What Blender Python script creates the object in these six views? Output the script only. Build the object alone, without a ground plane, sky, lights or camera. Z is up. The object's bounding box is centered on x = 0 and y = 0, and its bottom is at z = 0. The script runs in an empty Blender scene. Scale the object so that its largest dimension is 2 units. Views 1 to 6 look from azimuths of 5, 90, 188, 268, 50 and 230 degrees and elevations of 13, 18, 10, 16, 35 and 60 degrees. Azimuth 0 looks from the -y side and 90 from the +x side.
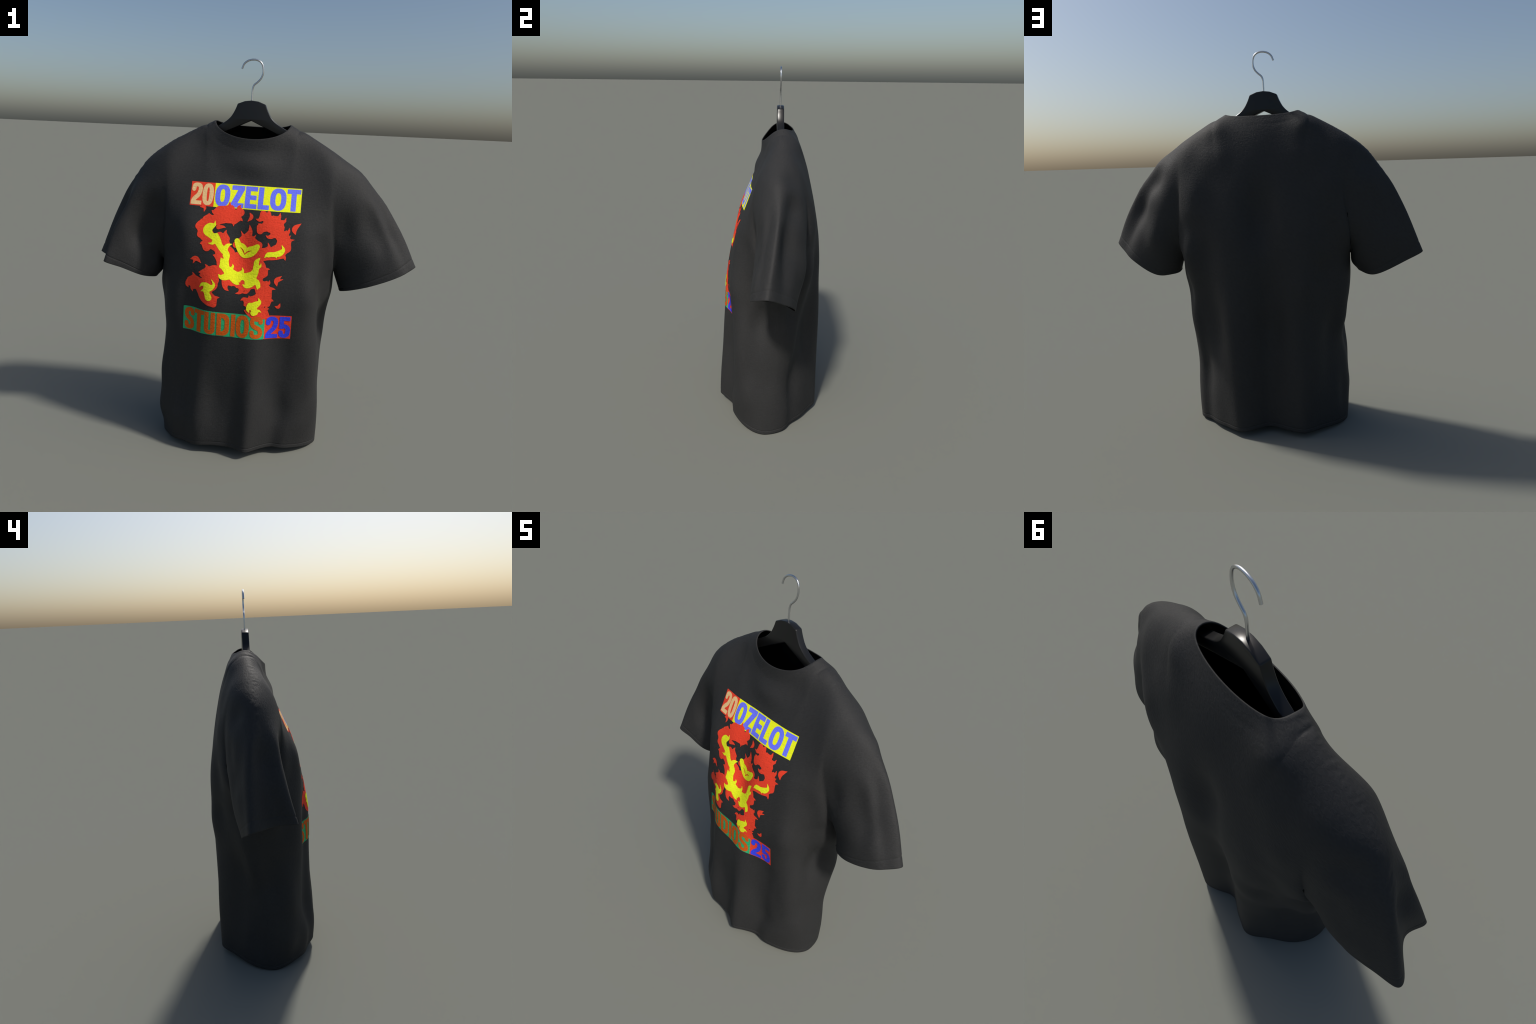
"""A black printed T-shirt on a hanger.

The shirt is cut like a real one: a front and a back panel lofted between hem,
side seams, armholes, shoulder seams and collar; two sleeves lofted from the
armholes to the cuffs; a collar band. The print is flat shapes laid on the cloth.
Metres, z up, front faces -y.
"""
import math
import bpy
import bmesh
import numpy as np
from mathutils import Vector, noise
from mathutils.bvhtree import BVHTree

PI = math.pi


# ------------------------------------------------------------------ helpers
def pchip(xs, ys):
    """Monotone cubic through (xs, ys); clamps outside."""
    xs, ys = np.asarray(xs, float), np.asarray(ys, float)
    h, d = np.diff(xs), np.diff(ys) / np.diff(xs)
    m = np.zeros_like(ys)
    m[0], m[-1] = d[0], d[-1]
    for i in range(1, len(xs) - 1):
        if d[i - 1] * d[i] > 0:
            w1, w2 = 2 * h[i] + h[i - 1], h[i] + 2 * h[i - 1]
            m[i] = (w1 + w2) / (w1 / d[i - 1] + w2 / d[i])

    def f(x):
        x = np.clip(np.asarray(x, float), xs[0], xs[-1])
        i = np.clip(np.searchsorted(xs, x, side="right") - 1, 0, len(xs) - 2)
        t = (x - xs[i]) / h[i]
        return ((1 + 2 * t) * (1 - t) ** 2 * ys[i] + t * (1 - t) ** 2 * h[i] * m[i]
                + t * t * (3 - 2 * t) * ys[i + 1] + t * t * (t - 1) * h[i] * m[i + 1])
    return f


def smooth(a, b, x):
    t = np.clip((x - a) / (b - a), 0, 1)
    return t * t * (3 - 2 * t)


def cubic_spline(knots, vals, x, periodic=False):
    """Cubic Hermite with finite-difference tangents; vals is (n, k)."""
    knots, vals = np.asarray(knots, float), np.asarray(vals, float)
    if periodic:
        knots = np.concatenate([knots[-2:] - 1, knots, knots[:3] + 1])
        vals = np.concatenate([vals[-2:], vals, vals[:3]])
    m = np.gradient(vals, knots, axis=0)
    x = np.asarray(x, float)
    i = np.clip(np.searchsorted(knots, x, side="right") - 1, 0, len(knots) - 2)
    h = knots[i + 1] - knots[i]
    t = ((x - knots[i]) / h)[:, None]
    h = h[:, None]
    return ((1 + 2 * t) * (1 - t) ** 2 * vals[i] + t * (1 - t) ** 2 * h * m[i]
            + t * t * (3 - 2 * t) * vals[i + 1] + t * t * (t - 1) * h * m[i + 1])


def mesh_object(name, verts, faces, material=None, smooth_shade=True):
    me = bpy.data.meshes.new(name)
    me.from_pydata([tuple(v) for v in verts], [], faces)
    me.update()
    if smooth_shade:
        me.polygons.foreach_set("use_smooth", [True] * len(me.polygons))
    ob = bpy.data.objects.new(name, me)
    bpy.context.scene.collection.objects.link(ob)
    if material:
        me.materials.append(material)
    return ob


def empty(name):
    ob = bpy.data.objects.new(name, None)
    bpy.context.scene.collection.objects.link(ob)
    return ob


def apply_modifiers(ob):
    deps = bpy.context.evaluated_depsgraph_get()
    me = bpy.data.meshes.new_from_object(ob.evaluated_get(deps))
    old = ob.data
    ob.modifiers.clear()
    ob.data = me
    bpy.data.meshes.remove(old)


# ---------------------------------------------------------------- materials
def new_material(name, colour, roughness, metallic=0.0, specular=0.5):
    m = bpy.data.materials.new(name)
    m.use_nodes = True
    b = m.node_tree.nodes["Principled BSDF"]
    b.inputs["Base Color"].default_value = (*colour, 1)
    b.inputs["Roughness"].default_value = roughness
    b.inputs["Metallic"].default_value = metallic
    b.inputs["Specular IOR Level"].default_value = specular
    return m, m.node_tree, b


def cloth_grain(nt, bsdf, strength, distance=0.002):
    """Slanted, crinkled jersey grain as bump on object coordinates."""
    n, l = nt.nodes, nt.links
    tc = n.new("ShaderNodeTexCoord")
    mp = n.new("ShaderNodeMapping")
    mp.inputs["Rotation"].default_value = (0, math.radians(38), 0)
    l.new(tc.outputs["Object"], mp.inputs["Vector"])
    st = n.new("ShaderNodeMapping")                       # stretch along the slant
    st.inputs["Scale"].default_value = (0.6, 1.0, 1.4)
    l.new(mp.outputs["Vector"], st.inputs["Vector"])
    mp = st
    coarse = n.new("ShaderNodeTexNoise")
    coarse.inputs["Scale"].default_value = GRAIN_SCALE
    coarse.inputs["Detail"].default_value = 3
    coarse.inputs["Distortion"].default_value = 0.6
    l.new(mp.outputs["Vector"], coarse.inputs["Vector"])
    bump = n.new("ShaderNodeBump")
    bump.inputs["Strength"].default_value = strength
    bump.inputs["Distance"].default_value = distance
    l.new(coarse.outputs["Fac"], bump.inputs["Height"])
    l.new(bump.outputs["Normal"], bsdf.inputs["Normal"])
    return coarse, mp


GRAIN_SCALE = 120.0
INK_ROUGH = 0.75


def make_cloth():
    m, nt, b = new_material("black_jersey", (0.030, 0.0295, 0.029), 0.70, specular=0.26)
    coarse, mp = cloth_grain(nt, b, 0.35, .004)
    ramp = nt.nodes.new("ShaderNodeValToRGB")
    ramp.color_ramp.elements[0].position = 0.3
    ramp.color_ramp.elements[0].color = (0.0220, 0.0220, 0.0220, 1)
    ramp.color_ramp.elements[1].position = 0.7
    ramp.color_ramp.elements[1].color = (0.0278, 0.0278, 0.0278, 1)
    nt.links.new(coarse.outputs["Fac"], ramp.inputs["Fac"])
    nt.links.new(ramp.outputs["Color"], b.inputs["Base Color"])
    return m


def make_ink(name, colour):
    m, nt, b = new_material(name, colour, INK_ROUGH, specular=0.12)
    cloth_grain(nt, b, 0.5, .005)
    return m


CLOTH = make_cloth()
INSIDE_SHADE = new_material("shaded_jersey_inside", (0.006, 0.006, 0.006), 0.95, specular=0.1)[0]  # inner face of the same cloth; shade inside the shirt put into its colour
INK_RED = make_ink("red_ink", (0.86, 0.062, 0.028))
INK_YELLOW = make_ink("yellow_ink", (0.88, 0.93, 0.02))
INK_BLUE = make_ink("blue_ink", (0.16, 0.19, 0.95))
INK_NAVY = make_ink("deep_blue_ink", (0.045, 0.065, 0.80))
INK_SAND = make_ink("sand_ink", (0.88, 0.58, 0.27))
INK_GREEN = make_ink("green_ink", (0.035, 0.43, 0.17))
INK_ORANGE = make_ink("orange_ink", (0.62, 0.11, 0.010))
HANGER_BLACK = new_material("black_lacquered_wood", (0.010, 0.010, 0.010), 0.3, specular=0.35)[0]
STEEL = new_material("brushed_steel", (0.62, 0.63, 0.64), 0.28, metallic=1.0)[0]


# ------------------------------------------------------- shirt: torso sections
# Key heights and the torso's outline there.
Z_KEY = (0.0, 0.10, 0.20, 0.35, 0.50, 0.62, 0.75, 0.87, 0.95, 1.10, 1.30)
side_left = pchip(Z_KEY, (-.452, -.458, -.460, -.452, -.440, -.442, -.462, -.474, -.474, -.462, -.440))
side_right = pchip(Z_KEY, (.400, .402, .400, .392, .396, .408, .424, .436, .434, .420, .398))
Z_ARM = 0.94          # armpit
Z_YOKE = 1.28         # above this the panels curve over to the shoulders
seam_left = pchip((0, .35, .6, .94), (-.01, 0.0, .01, .04))
seam_right = pchip((0, .35, .6, .75, .94), (-.015, .02, .07, .09, .06))
armhole_front = pchip((.94, .96, 1.0, 1.1, 1.2, 1.3), (.05, .005, -.028, -.055, -.072, -.085))
armhole_back = pchip((.94, .96, 1.0, 1.1, 1.2, 1.3), (.05, .09, .132, .166, .182, .182))
centre_front = pchip((0, .2, .35, .55, .71, .81, .935, 1.12, 1.23, 1.345),
                     (-.257, -.252, -.250, -.254, -.258, -.254, -.237, -.20, -.172, -.127))
centre_back = pchip((0, .28, .43, .58, .77, .93, 1.08, 1.18, 1.33),
                    (.272, .274, .277, .285, .293, .293, .284, .271, .243))
# hanging folds: (x at the hem, push outward, half width, height up to which it holds, height where it is gone, lean)
FRONT_FOLDS = ((.035, .046, .050, .05, .85, .03), (-.23, .028, .07, .05, .70, -.02), (-.36, .022, .05, .05, .60, .0),
               (.16, -.024, .045, .10, .75, .04))
BACK_FOLDS = ((.11, .036, .065, .30, 1.05, .06), (-.045, -.052, .065, .75, 1.20, -.02), (-.235, .040, .065, .20, 1.0, -.03),
              (.33, -.035, .06, .55, .95, .0))


def panel_point(s, z, front):
    """A point of the front or back panel; s runs -1..1 across, arrays allowed."""
    xl, xr = side_left(z), side_right(z)
    q = np.sin(s * PI / 2)
    x = (xl + xr) / 2 + (xr - xl) / 2 * q
    k = (q + 1) / 2
    ye = seam_left(z) * (1 - k) + seam_right(z) * k
    arm = armhole_front(z) if front else armhole_back(z)
    near = np.abs(q) ** (2 + 12 * (1 - smooth(Z_ARM, 1.2, z)))      # the armhole only pulls at its edge
    ye = np.where(z > Z_ARM, ye + (arm - ye) * smooth(Z_ARM, Z_ARM + .03, z) * near, ye)
    if front:                                  # boxy front, rounder back
        n = 2 + .8 * smooth(.02, .2, z)
        m = .5 - .08 * smooth(.02, .2, z) * (1 - smooth(.8, 1.2, z))
    else:
        n = 2 + .8 * smooth(.75, 1.15, z)
        m = .5 + 0 * z
    yc = centre_front(z) if front else centre_back(z)
    bulge = np.clip(1 - np.abs(q) ** n, 0, 1) ** m
    y = ye + (yc - ye) * bulge
    fade_side = smooth(0, .25, 1 - np.abs(q))
    for fx, amp, wid, hold, top, lean in (FRONT_FOLDS if front else BACK_FOLDS):
        g = np.exp(-((x - fx - lean * z) / (wid * (1 + .5 * z))) ** 2) * (1 - smooth(hold, top, z))
        y = y + (-1 if front else 1) * amp * g * fade_side
    return np.stack([x, y, z + 0 * x], -1)


def hem_height(s, front):
    q = np.sin(s * PI / 2)
    c = np.clip(1 - q * q, 0, 1)
    return (.050 if front else .034) * c ** .6


# ------------------------------------------- shirt: shoulder line, collar rings
NECK_X, SEAM_W, EDGE_W = -.023, .228, .193
S_NECK = 0.36                       # panel columns inside this end at the collar
TIP_L, TIP_R = np.array((-.475, .052, 1.571)), np.array((.440, .052, 1.546))


def collar_seam(psi, front):
    """Ring where the collar band is sewn on; psi -pi/2..pi/2 from left to right."""
    c, s = np.clip(np.cos(psi), 0, 1), np.sin(psi)
    if front:
        y, z = .058 - .106 * c ** .8, 1.672 - .114 * c ** 1.15
    else:
        y, z = .058 + .090 * c ** .8, 1.672 - .034 * c ** .8
    return np.stack([NECK_X + SEAM_W * s, y, z + .006 * -s], -1)


def collar_edge(psi, front):
    c, s = np.clip(np.cos(psi), 0, 1), np.sin(psi)
    if front:
        y, z = .058 - .106 * c ** .8, 1.694 - .082 * c ** 1.1
    else:
        y, z = .058 + .070 * c ** .75, 1.694 - .018 * c ** .7
    return np.stack([NECK_X + EDGE_W * s, y, z + .004 * -s], -1)


def shoulder_line(k, right):
    """From the collar seam (k=0) to the top of the armhole (k=1)."""
    a = collar_seam(np.array([PI / 2 if right else -PI / 2]), True)[0]
    b = TIP_R if right else TIP_L
    p = a + (b - a) * k[:, None]
    p[:, 2] += .012 * np.sin(PI * k)
    return p


COLS = 73
S_COL = np.linspace(-1, 1, COLS)
j_neck = int(np.argmin(np.abs(S_COL + S_NECK)))           # symmetric column pair
S_NECK = -S_COL[j_neck]
LOW = np.concatenate([(0, .008, .015, .0195, .0215, .0235, .030, .040), np.linspace(.055, Z_ARM, 44)]) / Z_ARM
MID = np.linspace(Z_ARM, Z_YOKE, 18)[1:]
TOP = np.linspace(0, 1, 19)[1:]
ROW_ARM = len(LOW) - 1
ROWS = len(LOW) + len(MID) + len(TOP)


def make_panel(front):
    g = np.zeros((ROWS, COLS, 3))
    zh = hem_height(S_COL, front)
    for i, t in enumerate(LOW):
        g[i] = panel_point(S_COL, zh + (Z_ARM - zh) * t, front)
    for i, z in enumerate(MID):
        g[len(LOW) + i] = panel_point(S_COL, np.full(COLS, z), front)
    top = np.zeros((COLS, 3))
    end = np.zeros((COLS, 3))
    inside = np.abs(S_COL) <= S_NECK + 1e-9
    psi = np.clip(S_COL / S_NECK, -1, 1) * PI / 2
    top[inside] = collar_seam(psi[inside], front)
    for right in (False, True):
        sel = (~inside) & ((S_COL > 0) == right)
        k = (np.abs(S_COL[sel]) - S_NECK) / (1 - S_NECK)
        top[sel] = shoulder_line(k, right)
    out = -1 if front else 1
    over = np.where(inside, np.abs(S_COL / S_NECK) ** 3, 1.0)   # 0 at collar middle, 1 at the shoulder
    along = collar_edge(psi, front) - collar_seam(psi, front)
    along *= .30 / np.linalg.norm(along, axis=1)[:, None]
    outer_k = np.clip((np.abs(S_COL) - S_NECK) / (1 - S_NECK), 0, 1)
    end[:, 1] = -out * (.17 + .18 * smooth(0, .8, outer_k)) * over
    end[:, 2] = (.10 - .07 * outer_k) * over
    end += along * (1 - over)[:, None]
    p0 = panel_point(S_COL, np.full(COLS, Z_YOKE), front)
    eps = .01
    d0 = (p0 - panel_point(S_COL, np.full(COLS, Z_YOKE - eps), front)) / eps
    t0 = d0 * (top[:, 2:3] - Z_YOKE) * (1 + .15 * outer_k[:, None])
    for i, t in enumerate(TOP):
        g[len(LOW) + len(MID) + i] = ((1 + 2 * t) * (1 - t) ** 2 * p0 + t * (1 - t) ** 2 * t0
                                      + t * t * (3 - 2 * t) * top + t * t * (t - 1) * end)
    return g


# ----------------------------------------------------------- shirt: sleeves
# Rings round the sleeve: share of the way round (0 top, .25 front, .5 underarm,
# .75 back) and the point there.
RIGHT_RINGS = (
    (.35, ((0, .612, .050, 1.392), (.07, .600, -.004, 1.370), (.14, .572, -.048, 1.315), (.25, .515, -.076, 1.20), (.375, .455, -.052, 1.05),
           (.5, .440, .045, .925), (.625, .450, .135, 1.00), (.75, .490, .180, 1.14), (.86, .540, .160, 1.30), (.93, .578, .110, 1.365))),
    (.68, ((0, .735, .028, 1.208), (.07, .712, -.030, 1.175), (.14, .670, -.066, 1.125), (.25, .595, -.080, 1.05), (.375, .505, -.045, .965),
           (.5, .455, .030, .895), (.625, .480, .115, .915), (.75, .545, .160, .985), (.86, .625, .130, 1.10), (.93, .680, .072, 1.165))),
    (1.0, ((0, .841, -.004, 1.014), (.07, .800, -.055, .995), (.14, .735, -.080, .965), (.25, .625, -.088, .920), (.375, .530, -.055, .882),
           (.5, .474, .010, .855), (.625, .500, .085, .845), (.75, .585, .128, .853), (.86, .700, .112, .918), (.93, .780, .065, .970))),
)
LEFT_RINGS = (
    (.35, ((0, -.645, .062, 1.388), (.07, -.625, .008, 1.370), (.13, -.602, -.050, 1.335), (.25, -.535, -.066, 1.20),
           (.375, -.485, -.052, 1.05), (.5, -.475, .045, .945), (.625, -.488, .140, 1.02), (.75, -.522, .180, 1.15),
           (.875, -.585, .160, 1.32))),
    (.68, ((0, -.748, .080, 1.200), (.07, -.705, .005, 1.175), (.13, -.706, -.070, 1.140), (.25, -.605, -.080, 1.05),
           (.375, -.515, -.052, .965), (.5, -.478, .025, .905), (.625, -.510, .118, .920), (.75, -.575, .164, .985),
           (.875, -.668, .150, 1.10))),
    (1.0, ((0, -.838, .074, .970), (.065, -.745, -.028, .956), (.125, -.757, -.108, .964), (.25, -.662, -.100, .930),
           (.375, -.565, -.070, .888), (.5, -.512, -.005, .868), (.625, -.530, .075, .860), (.75, -.605, .128, .853),
           (.875, -.750, .120, .918))),
)
U_SLEEVE = np.concatenate([np.linspace(0, .90, 34), (.915, .927, .934, .941, .955, .97, .985, 1.0)])


def make_sleeve(armhole, rings, deep):
    """armhole: closed loop of points from the top by front, underarm and back."""
    n = len(armhole)
    half = n // 2

    def share(pts):
        d = np.concatenate([[0], np.cumsum(np.linalg.norm(np.diff(pts, axis=0), axis=1))])
        return d / d[-1]
    closed = np.concatenate([armhole, armhole[:1]])
    th = np.concatenate([share(closed[:half + 1]) * .5, .5 + share(closed[half:])[1:] * .5])[:n]
    loops, us = [armhole], [0.0]
    for u, ring in rings:
        r = np.array(ring)
        loops.append(cubic_spline(r[:, 0], r[:, 1:], th, periodic=True))
        us.append(u)
    loops = np.array(loops)
    flat = cubic_spline(us, loops.reshape(len(us), -1), U_SLEEVE)
    g = flat.reshape(len(U_SLEEVE), n, 3)
    # long folds down the outside of the sleeve: (place round the sleeve, push, width)
    ripple = np.zeros(n)
    for place, push, width in ((0, .008, .026), (.94, -.010, .028), (.885, .008, .03), (.065, -.008, .026), (.12, .006, .03)):
        away = np.abs((th - place + .5) % 1 - .5)
        ripple += push * np.exp(-(away / width) ** 2)
    out = g - g.mean(axis=1, keepdims=True)
    out /= np.linalg.norm(out, axis=2, keepdims=True)
    g += out * ripple[None, :, None] * (deep * smooth(.12, .5, U_SLEEVE) * (1 - .5 * smooth(.8, 1, U_SLEEVE)))[:, None, None]
    return g, th


# ---------------------------------------------------------- shirt: assembly
verts, faces, region, groove = [], [], [], []


def add_grid(g, tag, closed=False, flip=False, groove_rows=()):
    base = len(verts)
    r, c = g.shape[:2]
    verts.extend(g.reshape(-1, 3))
    groove.extend([1.0 if i in groove_rows else 0.0 for i in range(r) for _ in range(c)])
    for i in range(r - 1):
        for j in range(c if closed else c - 1):
            a, b = base + i * c + j, base + i * c + (j + 1) % c
            f = (a, b, b + c, a + c)
            if closed:
                f = (a, b, base + (i + 1) * c + (j + 1) % c, a + c)
            faces.append(f[::-1] if flip else f)
            region.append(tag)


TORSO, SLEEVE_A, SLEEVE_B, COLLAR = 1, 2, 3, 4
front_panel, back_panel = make_panel(True), make_panel(False)
add_grid(front_panel, TORSO, groove_rows=(4,))
add_grid(back_panel, TORSO, flip=True, groove_rows=(4,))
for right in (True, False):
    col = COLS - 1 if right else 0
    loop = np.concatenate([front_panel[ROW_ARM:, col][::-1], back_panel[ROW_ARM + 1:-1, col]])
    sleeve, theta = make_sleeve(loop, RIGHT_RINGS if right else LEFT_RINGS, 1.0 if right else .5)
    add_grid(sleeve, SLEEVE_A if right else SLEEVE_B, closed=True, flip=not right, groove_rows=(36,))
psi = S_COL[j_neck:COLS - j_neck] / S_NECK * PI / 2
ring_low = np.concatenate([collar_seam(psi, True), collar_seam(psi, False)[::-1][1:-1]])
ring_high = np.concatenate([collar_edge(psi, True), collar_edge(psi, False)[::-1][1:-1]])
K = np.array((0, .05, .1, .25, .45, .65, .85, .95, 1.0))
band = ring_low + (ring_high - ring_low) * K[:, None, None]
mid = np.array((NECK_X, .05, 0))
outward = (ring_low - mid) * (1, 1, 0)
outward /= np.linalg.norm(outward, axis=1)[:, None]
band += outward * (.0006 * np.sin(PI * K) ** .7)[:, None, None]
add_grid(band, COLLAR, closed=True, groove_rows=(0,))

bm = bmesh.new()
lay = bm.faces.layers.int.new("region")
glay = bm.verts.layers.float.new("groove")
bv = [bm.verts.new(v) for v in verts]
for v, w in zip(bv, groove):
    v[glay] = w
for f, tag in zip(faces, region):
    try:
        bm.faces.new([bv[i] for i in f])[lay] = tag
    except ValueError:
        pass
bmesh.ops.remove_doubles(bm, verts=bm.verts, dist=2e-4)
bm.faces.ensure_lookup_table()

# let the cloth settle: relax the seams where panels and sleeves meet
seam_edge = set()
for e in bm.edges:
    tags = {f[lay] for f in e.link_faces}
    if len(tags) > 1 and COLLAR not in tags:
        seam_edge.update(e.verts)
shoulder = [np.array(p) for p in list(shoulder_line(np.linspace(0, 1, 20), True)) + list(shoulder_line(np.linspace(0, 1, 20), False))]
seam_pts = np.array([v.co for v in seam_edge])
corner = np.array([shoulder_line(np.array([.02]), r)[0] for r in (True, False)])
weight = {}
for v in bm.verts:
    if any(e.is_boundary for e in v.link_edges):
        continue
    c = np.array(v.co)
    d = np.min(np.linalg.norm(seam_pts - c, axis=1))
    w = math.exp(-(d / .05) ** 2) * (.3 + .7 * float(smooth(1.15, 1.40, c[2])))    # the underarm creases stay crisp
    d2 = min(np.linalg.norm(p - c) for p in shoulder) if c[2] > 1.4 else 1
    w = max(w, math.exp(-(d2 / .05) ** 2))
    d3 = np.min(np.linalg.norm(corner - c, axis=1))
    w = max(w, math.exp(-(d3 / .07) ** 2))
    w = max(w, .7 * float(smooth(1.30, 1.44, c[2])))
    if w > .03:
        weight[v] = w
for _ in range(14):
    new = {}
    for v, w in weight.items():
        avg = sum((e.other_vert(v).co for e in v.link_edges), Vector()) / len(v.link_edges)
        new[v] = v.co.lerp(avg, .6 * w)
    for v, c in new.items():
        v.co = c
# an even neck edge
neck = [v for v in bm.verts if v.co.z > 1.55 and any(e.is_boundary for e in v.link_edges)]
for _ in range(6):
    new = {}
    for v in neck:
        pair = [e.other_vert(v).co for e in v.link_edges if e.is_boundary]
        new[v] = v.co.lerp((pair[0] + pair[1]) / 2, .5)
    for v, c in new.items():
        v.co = c

# drape: soft swells (+) and hollows (-) of the hanging cloth
# (x, y, z of the middle, push along the normal, reach sideways, reach up and down)
DRAPE = (
    # chest and belly
    (-.03, -.21, 1.12, -.022, .08, .17), (.20, -.23, .58, -.032, .075, .26), (-.30, -.22, .58, -.026, .07, .30),
    (.28, -.16, 1.10, .018, .07, .13), (-.31, -.16, 1.14, .024, .07, .15), (.34, -.15, .48, .026, .06, .20),
    (.385, -.11, .88, -.026, .06, .16), (.40, -.03, .66, -.026, .06, .12), (0, -.06, 1.49, .015, .12, .06),
    # back
    (-.04, .26, 1.18, -.034, .085, .17), (.26, .24, .66, -.036, .08, .22), (.25, .25, .98, -.014, .06, .10),
    (.22, .17, 1.49, .022, .10, .12), (-.28, .16, 1.50, .027, .10, .12), (-.28, .25, 1.05, .018, .07, .18),
    (-.25, .26, .82, .018, .06, .10), (-.38, .16, .35, -.022, .07, .20), (-.43, .09, .40, -.014, .06, .12),
    (-.44, .11, .77, .022, .06, .12), (-.45, -.08, .85, -.022, .06, .10), (-.43, -.10, .42, .022, .05, .16),
    (.42, .14, .82, -.014, .06, .12),
    # sleeves
    (-.56, -.08, 1.14, -.030, .06, .13), (-.58, .17, 1.27, -.014, .06, .10), (.57, .13, 1.33, -.014, .07, .09),
    (.56, .16, 1.06, .016, .06, .09), (.52, .05, 1.48, .013, .10, .08), (-.56, .055, 1.49, .014, .10, .08),
    # beside the neck
    (.20, .057, 1.66, .010, .06, .05), (-.245, .057, 1.668, .012, .06, .05), (-.25, .10, 1.62, .010, .05, .05), (.21, .10, 1.61, .008, .05, .05),
    (-.24, .0, 1.62, .008, .05, .05), (.195, .0, 1.61, .008, .05, .05),
)
FINE_DRAPE = (
    # chest and belly
    (-.03, -.21, 1.00, -.015, .07, .13), (.12, -.24, .72, -.016, .07, .16), (.13, -.24, .42, -.012, .06, .12),
    (-.13, -.25, .30, -.013, .06, .14), (-.33, -.21, .30, -.026, .07, .14), (-.27, -.22, .80, -.018, .06, .13),
    (.21, -.21, .24, -.018, .06, .10), (.30, -.19, .87, .013, .05, .10), (-.04, -.26, .72, -.008, .07, .12),
    (.37, -.11, .26, .013, .05, .10), (.375, -.06, .70, -.015, .05, .10),
    (-.02, -.07, 1.48, .008, .10, .05),
    # sides
    (-.44, .08, .20, -.018, .05, .12), (-.43, .08, .62, .018, .05, .08), (-.45, -.10, .17, .015, .05, .08),
    (-.45, -.05, .86, .016, .05, .07), (-.44, -.01, .52, -.016, .05, .10), (-.37, .15, .56, -.016, .06, .10),
    (.40, .14, .74, -.025, .06, .10),
    (.39, -.03, .74, -.018, .06, .10), (-.50, -.05, 1.0, -.016, .05, .06), (.37, .19, .94, .016, .05, .09), (-.33, -.19, .64, .008, .04, .10),
    # back
    (.22, .12, 1.605, .021, .08, .06), (-.26, .12, 1.61, .021, .08, .06), (.33, .21, 1.28, .016, .07, .12),
    (.36, .20, 1.02, .024, .06, .10), (-.37, .20, 1.32, .016, .07, .10), (-.43, .19, 1.07, .020, .06, .10),
    (-.02, .25, 1.14, -.018, .07, .15), (.23, .21, .50, -.016, .06, .14), (.32, .13, .30, -.016, .06, .12),
    (-.08, .23, .58, -.016, .07, .15), (-.33, .23, .89, -.012, .05, .08),
    # sleeves
    (.47, -.075, 1.19, -.018, .06, .11), (.60, -.06, 1.22, -.018, .06, .10), (.67, -.05, 1.14, -.018, .05, .08),
    (.49, .11, 1.49, -.014, .06, .06), (.64, .10, 1.20, -.020, .06, .09), (.55, .12, 1.36, -.020, .06, .07),
    (-.55, .13, 1.43, -.018, .06, .07), (-.65, .15, 1.16, -.014, .06, .09), (-.68, .0, 1.25, -.018, .05, .08),
    (-.50, -.06, 1.05, -.018, .05, .08), (-.49, -.07, 1.23, -.018, .05, .08), (-.59, -.05, 1.10, -.014, .05, .08),
)
for layer in (DRAPE, DRAPE, FINE_DRAPE, FINE_DRAPE):
    bm.normal_update()
    move = []
    for v in bm.verts:
        x, y, z = v.co
        d = 0.0
        for cx, cy, cz, amt, rh, rv in layer:
            e = ((x - cx) ** 2 + (y - cy) ** 2) / rh ** 2 + ((z - cz) / rv) ** 2
            if e < 7:
                d += amt * math.exp(-e)
        move.append(v.normal * d * .5 * float(smooth(-.02, .12, z)))
    for v, m in zip(bm.verts, move):
        v.co += m
bm.normal_update()
for v in bm.verts:
    if v[glay] > .5:
        v.co -= v.normal * ((.0012 if abs(v.co.x - NECK_X) < .17 else .0) if v.co.z > 1.5 else .0022)
shirt_me = bpy.data.meshes.new("shirt_cloth")
bm.to_mesh(shirt_me)
bm.free()
cloth = bpy.data.objects.new("shirt_cloth", shirt_me)
bpy.context.scene.collection.objects.link(cloth)
shirt_me.materials.append(CLOTH)
shirt_me.materials.append(INSIDE_SHADE)
sub = cloth.modifiers.new("subdivide", "SUBSURF")
sub.levels = sub.render_levels = 1
apply_modifiers(cloth)

# soft secondary creases and a puckered shoulder seam
me = cloth.data
co = np.zeros(len(me.vertices) * 3)
no = np.zeros(len(me.vertices) * 3)
me.vertices.foreach_get("co", co)
me.vertices.foreach_get("normal", no)
co, no = co.reshape(-1, 3), no.reshape(-1, 3)
shift = np.zeros(len(co))
for i, c in enumerate(co):
    x, y, z = c
    a = noise.noise(Vector((x * 7, y * 7, z * 2.2)))
    shift[i] = .0035 * a * min(1.0, max(0.0, (1.62 - z) / .1))
    if z > 1.30 and (x < -.22 or x > .18):                # puckers along the shoulder seam
        ridge = (1.67 - .43 * (abs(x + .02) - .2)) if abs(x) < .5 else z
        near = math.exp(-((y - .04) / .022) ** 2) * math.exp(-((z - ridge) / .03) ** 2)
        shift[i] += (.0030 if x < 0 else .0010) * near * noise.noise(Vector((x * 75, y * 75, z * 75)))
co = co + no * shift[:, None]
me.vertices.foreach_set("co", co.reshape(-1))
me.update()

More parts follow.
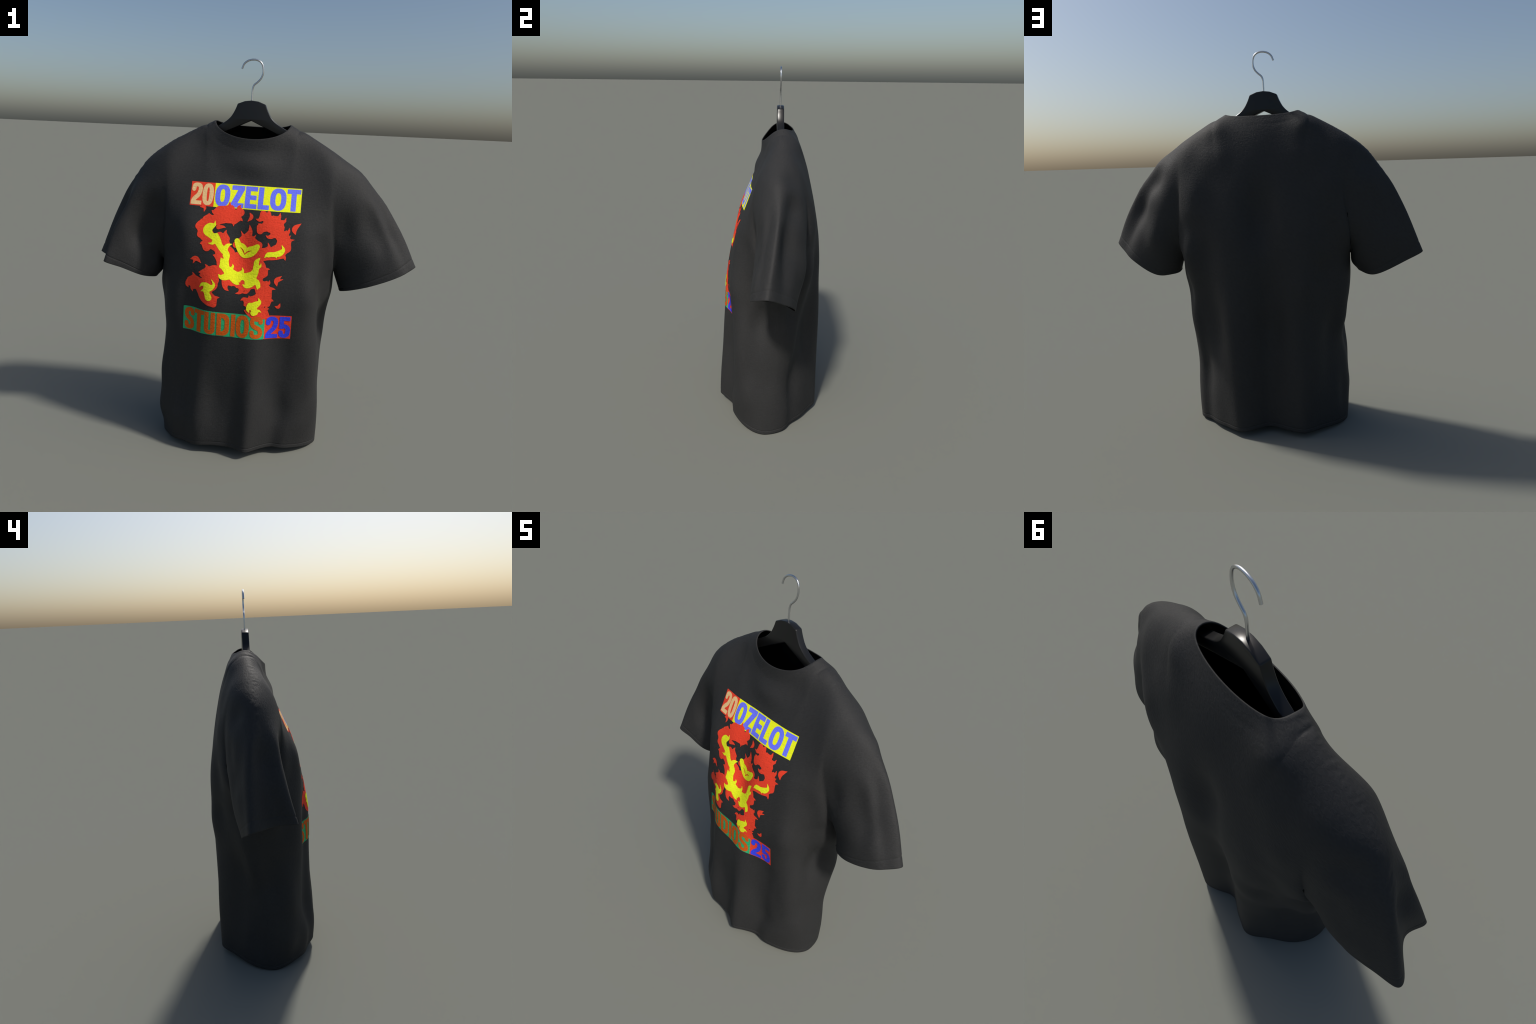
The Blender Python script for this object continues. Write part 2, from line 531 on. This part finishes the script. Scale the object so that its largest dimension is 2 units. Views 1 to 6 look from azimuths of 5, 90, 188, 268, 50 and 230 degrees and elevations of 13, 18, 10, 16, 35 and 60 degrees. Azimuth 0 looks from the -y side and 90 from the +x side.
outer = BVHTree.FromPolygons([v.co.copy() for v in me.vertices], [tuple(p.vertices) for p in me.polygons])

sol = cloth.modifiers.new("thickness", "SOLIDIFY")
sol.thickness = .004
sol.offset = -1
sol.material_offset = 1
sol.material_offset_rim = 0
apply_modifiers(cloth)
me = cloth.data
me.polygons.foreach_set("use_smooth", [True] * len(me.polygons))
me.update()

# split into named parts that keep the whole garment's normals
t_shirt = empty("t_shirt")
t_shirt["label"] = "black short-sleeved T-shirt with a bright flame print"
t_shirt["category"] = "T-shirt"
tags = np.zeros(len(me.polygons), int)
me.attributes["region"].data.foreach_get("value", tags)
vn = np.array([v.normal[:] for v in me.vertices])
vco = np.array([v.co[:] for v in me.vertices])
poly = [tuple(p.vertices) for p in me.polygons]
pmat = [p.material_index for p in me.polygons]
for name, tag in (("torso", TORSO), ("sleeve", SLEEVE_A), ("sleeve", SLEEVE_B), ("collar", COLLAR)):
    sel = np.nonzero(tags == tag)[0]
    used = sorted({i for k in sel for i in poly[k]})
    remap = {o: n for n, o in enumerate(used)}
    part = mesh_object(name, vco[used], [tuple(remap[i] for i in poly[k]) for k in sel], CLOTH)
    part.data.materials.append(INSIDE_SHADE)
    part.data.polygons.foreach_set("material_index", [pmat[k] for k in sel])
    part.data.normals_split_custom_set_from_vertices([tuple(n) for n in vn[used]])
    part.parent = t_shirt
bpy.data.objects.remove(cloth)


# -------------------------------------------------------------------- print
# Shapes are signed fields in millimetres in the print's own frame (x right,
# y down from the upper left corner), meshed by cutting a grid along the zero
# line and laid on the cloth.
PRINT_X, PRINT_Z, PRINT_TILT = -.301, 1.398, math.radians(-1.05)


def to_cloth(x, y, lift):
    """Print millimetres to a point on the front of the shirt."""
    x, y = x / 1000, y / 1000
    wx = PRINT_X + x * math.cos(PRINT_TILT) + y * math.sin(PRINT_TILT)
    wz = PRINT_Z + x * math.sin(PRINT_TILT) - y * math.cos(PRINT_TILT)
    hit, nor, _, _ = outer.ray_cast(Vector((wx, -1.5, wz)), Vector((0, 1, 0)))
    if hit is None:
        return (wx, -.2, wz)
    if nor.y > 0:
        nor = -nor
    return tuple(hit + nor * lift)


def cut_field(field, x0, x1, y0, y1, step):
    """Polygons of the area where field < 0, by marching over a grid."""
    nx, ny = max(2, round((x1 - x0) / step)), max(2, round((y1 - y0) / step))
    xs, ys = np.linspace(x0, x1, nx + 1), np.linspace(y0, y1, ny + 1)
    X, Y = np.meshgrid(xs, ys)
    F = field(X, Y)
    F = np.where(np.abs(F) < 1e-4, 1e-4, F)
    pts, index, polys = [], {}, []

    def node(i, j):
        k = (i, j)
        if k not in index:
            index[k] = len(pts)
            pts.append((xs[j], ys[i]))
        return index[k]

    def cross(a, b):
        k = (a, b) if a < b else (b, a)
        if k not in index:
            fa, fb = F[a], F[b]
            t = fa / (fa - fb)
            index[k] = len(pts)
            pts.append((xs[a[1]] + t * (xs[b[1]] - xs[a[1]]), ys[a[0]] + t * (ys[b[0]] - ys[a[0]])))
        return index[k]
    neg = F < 0
    anyneg = neg[:-1, :-1] | neg[1:, :-1] | neg[:-1, 1:] | neg[1:, 1:]
    for i, j in np.argwhere(anyneg):
        i, j = int(i), int(j)
        c = ((i, j), (i + 1, j), (i + 1, j + 1), (i, j + 1))
        f = []
        for a, b in zip(c, c[1:] + c[:1]):
            if neg[a]:
                f.append(node(*a))
            if neg[a] != neg[b]:
                f.append(cross(a, b))
        if len(f) > 2:
            polys.append(f)
    return pts, polys


def lay_shape(name, field, box, material, lift, parent, step=2.0):
    pts, polys = cut_field(field, *box, step)
    ob = mesh_object(name, [to_cloth(x, y, lift) for x, y in pts], polys, material)
    ob.parent = parent
    return ob


def bar(X, Y, x0, x1, y0, y1):
    return np.maximum(np.maximum(x0 - X, X - x1), np.maximum(y0 - Y, Y - y1))


def pill(X, Y, x0, x1, y0, y1, r):
    r = min(r, (x1 - x0) / 2, (y1 - y0) / 2)
    dx = np.abs(X - (x0 + x1) / 2) - (x1 - x0) / 2 + r
    dy = np.abs(Y - (y0 + y1) / 2) - (y1 - y0) / 2 + r
    return np.hypot(np.maximum(dx, 0), np.maximum(dy, 0)) + np.minimum(np.maximum(dx, dy), 0) - r


def oval(X, Y, x0, x1, y0, y1, e=2.5):
    a, b = (x1 - x0) / 2, (y1 - y0) / 2
    u, v = np.abs(X - (x0 + x1) / 2) / a, np.abs(Y - (y0 + y1) / 2) / b
    return ((u ** e + v ** e + 1e-9) ** (1 / e) - 1) * min(a, b)


def stroke(X, Y, pts):
    """Union of discs along a smooth spine of (x, y, radius)."""
    p = np.array(pts, float)
    d = np.concatenate([[0], np.cumsum(np.hypot(*np.diff(p[:, :2], axis=0).T))])
    n = max(6, int(d[-1] / 1.6))
    q = cubic_spline(d, p, np.linspace(0, d[-1], n)) if len(p) > 2 else p[0] + (p[1] - p[0]) * np.linspace(0, 1, n)[:, None]
    out = np.full(X.shape, 1e3)
    for x, y, r in q:
        out = np.minimum(out, np.hypot(X - x, Y - y) - max(r, .5))
    return out


# letters: heavy condensed sans, drawn in a box (x0, x1, y0, y1)
def glyph(ch, x0, x1, y0, y1, wv, wh):
    w, h, cy = x1 - x0, y1 - y0, (y0 + y1) / 2
    rv = wv * .47

    def field(X, Y):
        if ch in "O0":
            return np.maximum(oval(X, Y, x0, x1, y0, y1), -oval(X, Y, x0 + wv, x1 - wv, y0 + wh, y1 - wh))
        if ch == "I":
            return bar(X, Y, x0, x1, y0, y1)
        if ch == "L":
            return np.minimum(bar(X, Y, x0, x0 + wv, y0, y1), bar(X, Y, x0, x1, y1 - wh, y1))
        if ch == "T":
            return np.minimum(bar(X, Y, x0, x1, y0, y0 + wh), bar(X, Y, (x0 + x1 - wv) / 2, (x0 + x1 + wv) / 2, y0, y1))
        if ch == "E":
            f = np.minimum(bar(X, Y, x0, x0 + wv, y0, y1), bar(X, Y, x0, x1, y0, y0 + wh))
            f = np.minimum(f, bar(X, Y, x0, x1 - w * .06, cy - wh / 2, cy + wh / 2))
            return np.minimum(f, bar(X, Y, x0, x1, y1 - wh, y1))
        if ch == "Z":
            f = np.minimum(bar(X, Y, x0, x1, y0, y0 + wh), bar(X, Y, x0, x1, y1 - wh, y1))
            t = np.clip((Y - y0 - wh * .8) / (h - 1.6 * wh), 0, 1)
            mid = x1 - wv * .62 + t * (x0 - x1 + wv * 1.24)
            return np.minimum(f, np.maximum(np.abs(X - mid) - wv * .62, np.abs(Y - cy) - (h / 2 - wh * .8)))
        if ch == "U":
            f = np.maximum(pill(X, Y, x0, x1, y0 - h, y1, w * .46), -pill(X, Y, x0 + wv, x1 - wv, y0 - h, y1 - wh, w))
            return np.maximum(f, y0 - Y)
        if ch == "D":
            f = np.maximum(pill(X, Y, x0 - w, x1, y0, y1, w * .52), -pill(X, Y, x0 - w, x1 - wv, y0 + wh, y1 - wh, w * .34))
            f = np.maximum(f, x0 - X)
            return np.minimum(f, bar(X, Y, x0, x0 + wv, y0, y1))
        a, b = x0 + rv, x1 - rv
        c, d = y0 + wh / 2, y1 - wh / 2
        if ch == "S":
            return stroke(X, Y, ((b, y0 + h * .27, rv), (b - w * .08, c + h * .04, rv), ((a + b) / 2, c, wh / 2), (a + w * .06, c + h * .05, rv),
                                 (a, y0 + h * .26, rv), (a + w * .1, cy - h * .08, rv), ((a + b) / 2, cy, wh * .55), (b - w * .1, cy + h * .08, rv),
                                 (b, y1 - h * .26, rv), (b - w * .06, d - h * .05, rv), ((a + b) / 2, d, wh / 2), (a + w * .08, d - h * .04, rv),
                                 (a, y1 - h * .28, rv)))
        if ch == "2":
            f = stroke(X, Y, ((a, y0 + h * .30, rv), (a + w * .06, c + h * .05, rv), ((a + b) / 2, c, wh / 2), (b - w * .05, c + h * .06, rv),
                              (b, y0 + h * .30, rv), (b - w * .12, cy + h * .02, rv), (a + w * .1, y1 - h * .24, rv), (a, y1 - wh * .8, rv)))
            return np.maximum(np.minimum(f, bar(X, Y, x0, x1, y1 - wh, y1)), np.maximum(Y - y1, x0 - X))
        if ch == "5":
            f = np.minimum(bar(X, Y, x0 + w * .08, x1 - w * .03, y0, y0 + wh), bar(X, Y, x0 + w * .06, x0 + w * .06 + wv * .9, y0, cy + h * .06))
            return np.minimum(f, stroke(X, Y, ((a + w * .04, cy - h * .0, rv * .8), ((a + b) / 2, cy - h * .06, wh / 2), (b - w * .04, cy + h * .02, rv),
                                               (b, y1 - h * .30, rv), (b - w * .08, d - h * .06, rv), ((a + b) / 2, d, wh / 2), (a + w * .06, d - h * .05, rv),
                                               (a, y1 - h * .26, rv))))
        raise ValueError(ch)
    return field


def banner(name, box, material, lift):
    return lay_shape(name, lambda X, Y: bar(X, Y, *box), (box[0] - 3, box[1] + 3, box[2] - 3, box[3] + 3), material, lift, t_shirt, 3.0)


def word(chars, lefts, rights, y0, y1, wv, wh, material, lift, parent, kind="letter"):
    for ch, x0, x1 in zip(chars, lefts, rights):
        lay_shape(kind, glyph(ch, x0, x1, y0, y1, wv, wh), (x0 - 2, x1 + 2, y0 - 2, y1 + 2), material, lift, parent, 1.3)


red_box = banner("banner", (0, 120.5, 0, 112), INK_RED, .0005)
yellow_box = banner("banner", (120.5, 547, 0, 112), INK_YELLOW, .0005)
green_box = banner("banner", (0, 417, 615, 738), INK_GREEN, .0005)
red_box_low = banner("banner", (417, 547, 615, 738), INK_RED, .0005)
word("20", (4, 60), (58, 116), 5, 107, 22, 18, INK_SAND, .0009, red_box, "digit")
word("OZELOT", (125, 205, 273, 338, 396, 477), (198, 268, 332, 393, 474, 543), 5, 107, 25, 21, INK_BLUE, .0009, yellow_box)
word("STUDIOS", (8, 62, 117, 181, 252, 277, 346), (61, 114, 172, 243, 273, 342, 408), 620, 734, 22, 21, INK_ORANGE, .0018, green_box)
word("25", (423, 486), (482, 543), 620, 734, 24, 21, INK_NAVY, .0018, red_box_low, "digit")


# flame figure: limbs, licks of flame on their edges, and bites between the licks
class Flame:
    def __init__(self, fillet=6.0):
        self.limbs, self.licks, self.notches, self.fillet = [], [], [], fillet

    def limb(self, *pts):
        self.limbs.append(pts)

    def lick(self, x, y, r, tx, ty, bend):
        """A tongue of flame from inside the mass to its curled tip."""
        dx, dy = tx - x, ty - y
        x, y = x - .45 * dx, y - .45 * dy
        dx, dy = tx - x, ty - y
        mx, my = x + dx * .66 - dy * bend * .9, y + dy * .66 + dx * bend * .9
        self.licks.append(((x, y, r), (x + dx * .35 - dy * bend * .7, y + dy * .35 + dx * bend * .7, r * .82), (mx, my, r * .52), (tx, ty, .4)))

    def notch(self, *pts):
        self.notches.append(pts)

    def field(self, X, Y):
        f = np.full(X.shape, 1e3)

        def window(pts):
            reach = max(p[2] for p in pts) + 40
            lo = np.min([p[:2] for p in pts], 0) - reach
            hi = np.max([p[:2] for p in pts], 0) + reach
            j0, j1 = np.searchsorted(X[0], (lo[0], hi[0]))
            i0, i1 = np.searchsorted(Y[:, 0], (lo[1], hi[1]))
            return slice(i0, i1), slice(j0, j1)
        for pts in self.limbs:
            w = window(pts)
            f[w] = np.minimum(f[w], stroke(X[w], Y[w], pts))
        for pts in self.notches:
            w = window(pts)
            if f[w].size:
                f[w] = np.maximum(f[w], -stroke(X[w], Y[w], pts))
        for pts in self.licks:                        # flow into the mass with a fillet
            w = window(pts)
            if f[w].size:
                g = stroke(X[w], Y[w], pts)
                h = np.clip(self.fillet - np.abs(f[w] - g), 0, None) / self.fillet
                f[w] = np.minimum(f[w], g) - h * h * self.fillet / 4
        return f

    def lay(self, name, material, lift, parent, step):
        reach = [(p[0], p[1], p[2]) for pts in self.limbs + self.licks for p in pts]
        box = (min(p[0] - p[2] for p in reach) - 8, max(p[0] + p[2] for p in reach) + 8,
               min(p[1] - p[2] for p in reach) - 8, max(p[1] + p[2] for p in reach) + 8)
        return lay_shape(name, self.field, box, material, lift, parent, step)


body = Flame()
# raised arm and hand
body.limb((91, 185, 22), (127, 167, 32), (179, 147, 38), (226, 141, 35), (254, 129, 18))
body.limb((72, 203, 25), (85, 222, 29), (103, 249, 35), (134, 278, 32), (167, 296, 32), (202, 335, 44))
body.limb((167, 247, 21), (193, 284, 25))
body.lick(138, 126, 16, 115, 128, -0.3)
body.lick(171, 112, 21, 201, 81, 0.3)
body.lick(217, 114, 10, 212, 97, 0.1)
body.lick(260, 118, 16, 258, 93, -0.35)
body.lick(244, 170, 16, 272, 170, -0.3)
body.lick(202, 176, 14, 229, 198, -0.3)
body.lick(167, 205, 10, 193, 205, -0.1)
body.lick(201, 244, 13, 198, 214, -0.2)
body.lick(95, 164, 16, 104, 146, 0.2)
body.lick(60, 196, 16, 65, 172, 0.35)
body.lick(95, 300, 20, 71, 291, 0.3)
body.lick(160, 350, 13, 139, 339, 0.15)
body.lick(65, 240, 16, 56, 227, 0.3)
body.notch((121, 139, 12), (90, 127, 10))
body.notch((183, 219, 13), (204, 207, 10), (233, 205, 13))
body.notch((192, 193, 11), (220, 206, 8))
body.notch((78, 280, 9), (48, 280, 8))
body.notch((227, 251, 13), (223, 221, 16))
body.notch((265, 158, 11), (284, 149, 10))
body.notch((69, 173, 5), (58, 162, 8))
body.notch((202, 102, 10), (219, 85, 5))
body.notch((235, 104, 14), (235, 89, 10))
# head
body.limb((299, 283, 43), (308, 300, 51))
body.lick(253, 263, 16, 266, 215, 0.3)
body.lick(286, 242, 22, 307, 182, 0.2)
body.lick(328, 244, 14, 318, 212, -0.3)
body.lick(356, 260, 16, 343, 227, -0.4)
body.notch((271, 226, 8), (273, 212, 10))
body.notch((310, 215, 9), (317, 198, 10))
body.notch((337, 237, 8), (334, 217, 9))
# raised arm on the other side
body.limb((360, 322, 35), (402, 316, 27), (443, 304, 33), (475, 275, 35), (478, 247, 31), (465, 219, 31), (440, 193, 35), (414, 167, 35), (391, 146, 23))
body.limb((366, 191, 23), (402, 186, 25))
body.lick(359, 136, 16, 334, 153, -0.35)
body.lick(380, 131, 16, 359, 115, -0.25)
body.lick(390, 133, 16, 392, 110, 0.2)
body.lick(422, 141, 18, 451, 116, 0.3)
body.lick(449, 149, 13, 482, 136, 0.35)
body.lick(467, 178, 15, 481, 154, -0.35)
body.lick(356, 197, 16, 346, 174, 0.35)
body.lick(480, 208, 13, 500, 183, 0.25)
body.lick(509, 270, 16, 530, 238, -0.3)
body.lick(466, 326, 16, 494, 340, -0.3)
body.lick(416, 223, 13, 389, 225, -0.25)
body.lick(384, 291, 16, 403, 257, 0.35)
body.lick(503, 260, 16, 512, 218, -0.2)
body.notch((356, 167, 14), (323, 169, 13))
body.notch((475, 151, 11), (493, 148, 10))
body.notch((418, 252, 18), (380, 237, 13), (365, 246, 10))
body.notch((432, 258, 12), (398, 269, 12), (378, 276, 9))
body.notch((394, 216, 9), (358, 226, 10))
body.notch((408, 129, 9), (415, 113, 10))
body.notch((450, 132, 6), (460, 117, 8))
body.notch((479, 195, 6), (490, 169, 9))
body.notch((510, 223, 8), (529, 204, 13))
# trunk
body.limb((202, 340, 44), (210, 382, 46), (234, 414, 50), (282, 423, 52), (335, 418, 53), (365, 382, 39))
body.limb((257, 367, 46), (323, 361, 53))
body.limb((225, 450, 28), (291, 462, 30), (354, 449, 35))
body.lick(409, 401, 13, 424, 384, -0.35)
body.lick(407, 452, 14, 426, 436, 0.3)
body.lick(216, 472, 17, 231, 506, 0.2)
body.lick(284, 482, 17, 262, 516, -0.3)
body.lick(317, 489, 14, 298, 510, -0.25)
body.notch((251, 497, 16), (249, 522, 16))
body.notch((414, 388, 8), (427, 360, 13))
body.notch((401, 436, 9), (431, 420, 10))
body.notch((185, 491, 14), (170, 508, 10))
body.notch((424, 461, 5), (444, 451, 10))
# leg kicked out
body.limb((154, 421, 35), (122, 437, 35), (91, 456, 32), (65, 480, 31), (39, 490, 19))
body.limb((76, 479, 30), (105, 514, 37), (120, 542, 36), (140, 557, 33))
body.lick(105, 418, 16, 103, 385, 0.3)
body.lick(95, 432, 13, 77, 441, -0.35)
body.lick(34, 461, 15, 41, 433, 0.35)
body.lick(28, 491, 16, 23, 517, 0.3)
body.lick(59, 510, 16, 47, 534, 0.35)
body.lick(168, 565, 17, 189, 540, -0.3)
body.lick(153, 491, 16, 172, 472, 0.15)
body.notch((88, 448, 9), (54, 433, 12))
body.notch((41, 510, 8), (33, 531, 8))
body.notch((174, 529, 9), (192, 511, 16))
body.notch((117, 389, 9), (129, 378, 10))
body.limb((118, 464, 28), (156, 458, 23))
# standing leg
body.limb((377, 447, 35), (397, 487, 37), (402, 519, 37), (383, 550, 44), (352, 572, 44), (365, 598, 35), (382, 615, 31))
body.lick(435, 505, 17, 459, 480, -0.4)
body.lick(431, 551, 16, 453, 540, -0.35)
body.lick(421, 603, 20, 434, 579, -0.4)
body.lick(349, 529, 13, 331, 518, -0.25)
body.lick(319, 556, 17, 290, 547, 0.35)
body.notch((343, 510, 11), (308, 522, 16))
body.notch((422, 573, 15), (448, 568, 12))
body.notch((443, 534, 8), (466, 518, 10))
body.notch((448, 493, 6), (449, 477, 8))
body.notch((312, 581, 10), (282, 578, 16))
arm_glow = Flame(5.0)
arm_glow.limb((138, 176, 1), (137, 195, 7), (114, 211, 22), (107, 223, 25), (121, 235, 23), (143, 251, 20), (158, 271, 17), (169, 291, 14), (192, 315, 16))
arm_glow.lick(135, 260, 13, 111, 284, -0.35)
arm_glow.notch((154, 211, 16), (141, 223, 13))
arm_glow.notch((112, 267, 8), (96, 263, 8))
chest_glow = Flame(5.0)
chest_glow.limb((227, 282, 1), (207, 290, 9), (196, 312, 13), (205, 338, 16), (198, 362, 20), (199, 378, 21), (214, 408, 18), (234, 425, 23), (276, 440, 21), (316, 439, 25), (346, 418, 19), (357, 382, 13), (356, 359, 12), (372, 334, 1))
chest_glow.lick(183, 377, 10, 179, 349, 0.3)
chest_glow.lick(230, 396, 9, 236, 377, 0.3)
chest_glow.lick(274, 416, 12, 285, 391, 0.35)
chest_glow.lick(359, 374, 9, 378, 357, 0.35)
chest_glow.lick(205, 433, 18, 173, 428, -0.25)
chest_glow.lick(258, 455, 16, 280, 472, 0.1)
chest_glow.lick(325, 462, 17, 294, 471, -0.25)
chest_glow.lick(346, 452, 17, 369, 487, -0.25)
chest_glow.lick(368, 461, 10, 356, 439, 0.25)
chest_glow.notch((294, 461, 11), (286, 468, 5))
chest_glow.notch((349, 444, 10), (353, 438, 5))
chest_glow.notch((188, 354, 6), (185, 345, 5))
chest_glow.notch((299, 395, 16), (306, 379, 18))
mask = Flame(5.0)
mask.limb((251, 266, 13), (260, 286, 16), (279, 305, 25), (289, 329, 16), (317, 315, 24), (342, 295, 19), (355, 283, 11))
mask.notch((290, 260, 18), (311, 263, 25), (329, 257, 24))
mask.notch((269, 295, 1), (283, 311, 3), (292, 329, 2))
mask.notch((292, 329, 2), (307, 315, 3), (327, 306, 1))
elbow_glow = Flame(5.0)
elbow_glow.limb((392, 332, 1), (407, 316, 9), (439, 312, 11), (464, 306, 14), (480, 289, 8), (471, 267, 1))
elbow_glow.lick(424, 322, 10, 452, 331, -0.25)
kick_glow = Flame(5.0)
kick_glow.limb((132, 547, 17), (123, 523, 14), (119, 502, 14))
kick_glow.lick(118, 499, 15, 83, 504, 0.35)
kick_glow.lick(111, 522, 7, 91, 524, 0.25)
kick_glow.lick(123, 494, 13, 140, 453, 0.45)
kick_glow.lick(128, 493, 9, 152, 481, 0.25)
stand_glow = Flame(5.0)
stand_glow.limb((378, 527, 1), (385, 545, 8), (365, 563, 17), (350, 578, 20), (365, 598, 16))
stand_glow.lick(339, 576, 12, 338, 602, 0.25)
stand_glow.lick(370, 603, 12, 397, 599, -0.3)
stand_glow.notch((342, 593, 5), (341, 603, 4))
stand_glow.notch((385, 580, 10), (406, 572, 16))
sparks = []
sparks.append(Flame())
sparks[-1].limb((55, 117, 1), (79, 119, 7), (77, 138, 1))
sparks.append(Flame())
sparks[-1].limb((303, 127, 1), (313, 144, 9), (296, 169, 1))
sparks.append(Flame())
sparks[-1].limb((555, 161, 1), (525, 191, 12), (532, 214, 1))
sparks.append(Flame())
sparks[-1].limb((28, 370, 1), (54, 363, 11), (84, 383, 1))
sparks[-1].limb((54, 363, 10), (42, 390, 1))
sparks.append(Flame())
sparks[-1].limb((482, 414, 1), (458, 439, 11), (463, 465, 1))
sparks[-1].limb((458, 439, 9), (490, 430, 1))
sparks.append(Flame())
sparks[-1].limb((460, 566, 1), (476, 570, 8), (485, 550, 1))
figure = body.lay("flame_figure", INK_RED, .0013, t_shirt, 2.0)
for i, glow in enumerate((arm_glow, chest_glow, mask, elbow_glow, kick_glow, stand_glow)):
    glow.lay("flame_highlight", INK_YELLOW, .0017 + .0003 * i, figure, 1.6)
for s in sparks:
    s.lay("spark", INK_RED, .0013, figure, 1.5)


# ------------------------------------------------------------------- hanger
clothes_hanger = empty("clothes_hanger")
clothes_hanger["label"] = "black lacquered clothes hanger with a steel hook"
clothes_hanger["category"] = "clothes hanger"
HX, HY = -.0345, .0545
HALF = .0185                                            # half its thickness
# half outline of the yoke and arm, outward from the middle (offset from HX, z)
crown = ((0, 1.801), (.034, 1.797), (.070, 1.7835))
flank = cubic_spline((0, 1, 2, 3, 4, 5, 6, 7), ((.070, 1.7835), (.083, 1.752), (.102, 1.720), (.130, 1.694), (.165, 1.673),
                                                (.22, 1.645), (.30, 1.602), (.40, 1.542)), np.linspace(0, 7, 29))
under = cubic_spline((0, 1, 2, 3, 4), ((.425, 1.500), (.36, 1.523), (.25, 1.584), (.12, 1.648), (0, 1.7025)), np.linspace(0, 4, 17))
half_top = list(crown) + [tuple(p) for p in flank[1:]] + [(.424, 1.524)]
half_low = [tuple(p) for p in under]
right_side = [(HX + a, z) for a, z in half_top + half_low]
left_side = [(HX - a, z) for a, z in (half_top + half_low)[::-1] if a > 0]
ring = right_side + left_side
bmh = bmesh.new()
fv = [bmh.verts.new((x, HY - HALF, z)) for x, z in ring]
face = bmh.faces.new(fv)
ext = bmesh.ops.extrude_face_region(bmh, geom=[face])
bmesh.ops.translate(bmh, verts=[g for g in ext["geom"] if isinstance(g, bmesh.types.BMVert)], vec=(0, 2 * HALF, 0))
bmesh.ops.recalc_face_normals(bmh, faces=bmh.faces)
hm = bpy.data.meshes.new("hanger_body")
bmh.to_mesh(hm)
bmh.free()
hm.materials.append(HANGER_BLACK)
hanger_body = bpy.data.objects.new("hanger_body", hm)
bpy.context.scene.collection.objects.link(hanger_body)
bev = hanger_body.modifiers.new("round", "BEVEL")
bev.width, bev.segments, bev.limit_method, bev.angle_limit = .0045, 3, "ANGLE", math.radians(40)
apply_modifiers(hanger_body)
hm = hanger_body.data
hm.polygons.foreach_set("use_smooth", [True] * len(hm.polygons))
hm.set_sharp_from_angle(angle=math.radians(24))
hanger_body.parent = clothes_hanger

HOOK = ((-.036, 1.780), (-.0355, 1.830), (-.034, 1.858), (-.027, 1.876), (-.011, 1.890), (.004, 1.906), (.013, 1.926), (.015, 1.950),
        (.011, 1.971), (.000, 1.986), (-.018, 1.9945), (-.040, 1.9955), (-.063, 1.989), (-.081, 1.974), (-.091, 1.951))
wire = bpy.data.curves.new("hook_wire", "CURVE")
wire.dimensions = "3D"
wire.bevel_depth, wire.bevel_resolution, wire.use_fill_caps = .0046, 5, True
path = cubic_spline(np.arange(len(HOOK)), HOOK, np.linspace(0, len(HOOK) - 1, 90))
sp = wire.splines.new("POLY")
sp.points.add(len(path) - 1)
for pt, (x, z) in zip(sp.points, path):
    pt.co = (x, HY, z, 1)
tmp = bpy.data.objects.new("hook_wire", wire)
bpy.context.scene.collection.objects.link(tmp)
hook_me = bpy.data.meshes.new_from_object(tmp.evaluated_get(bpy.context.evaluated_depsgraph_get()))
bpy.data.objects.remove(tmp)
hook_me.materials.clear()
hook_me.materials.append(STEEL)
hook_me.polygons.foreach_set("use_smooth", [True] * len(hook_me.polygons))
hook = bpy.data.objects.new("hook", hook_me)
bpy.context.scene.collection.objects.link(hook)
hook.parent = clothes_hanger
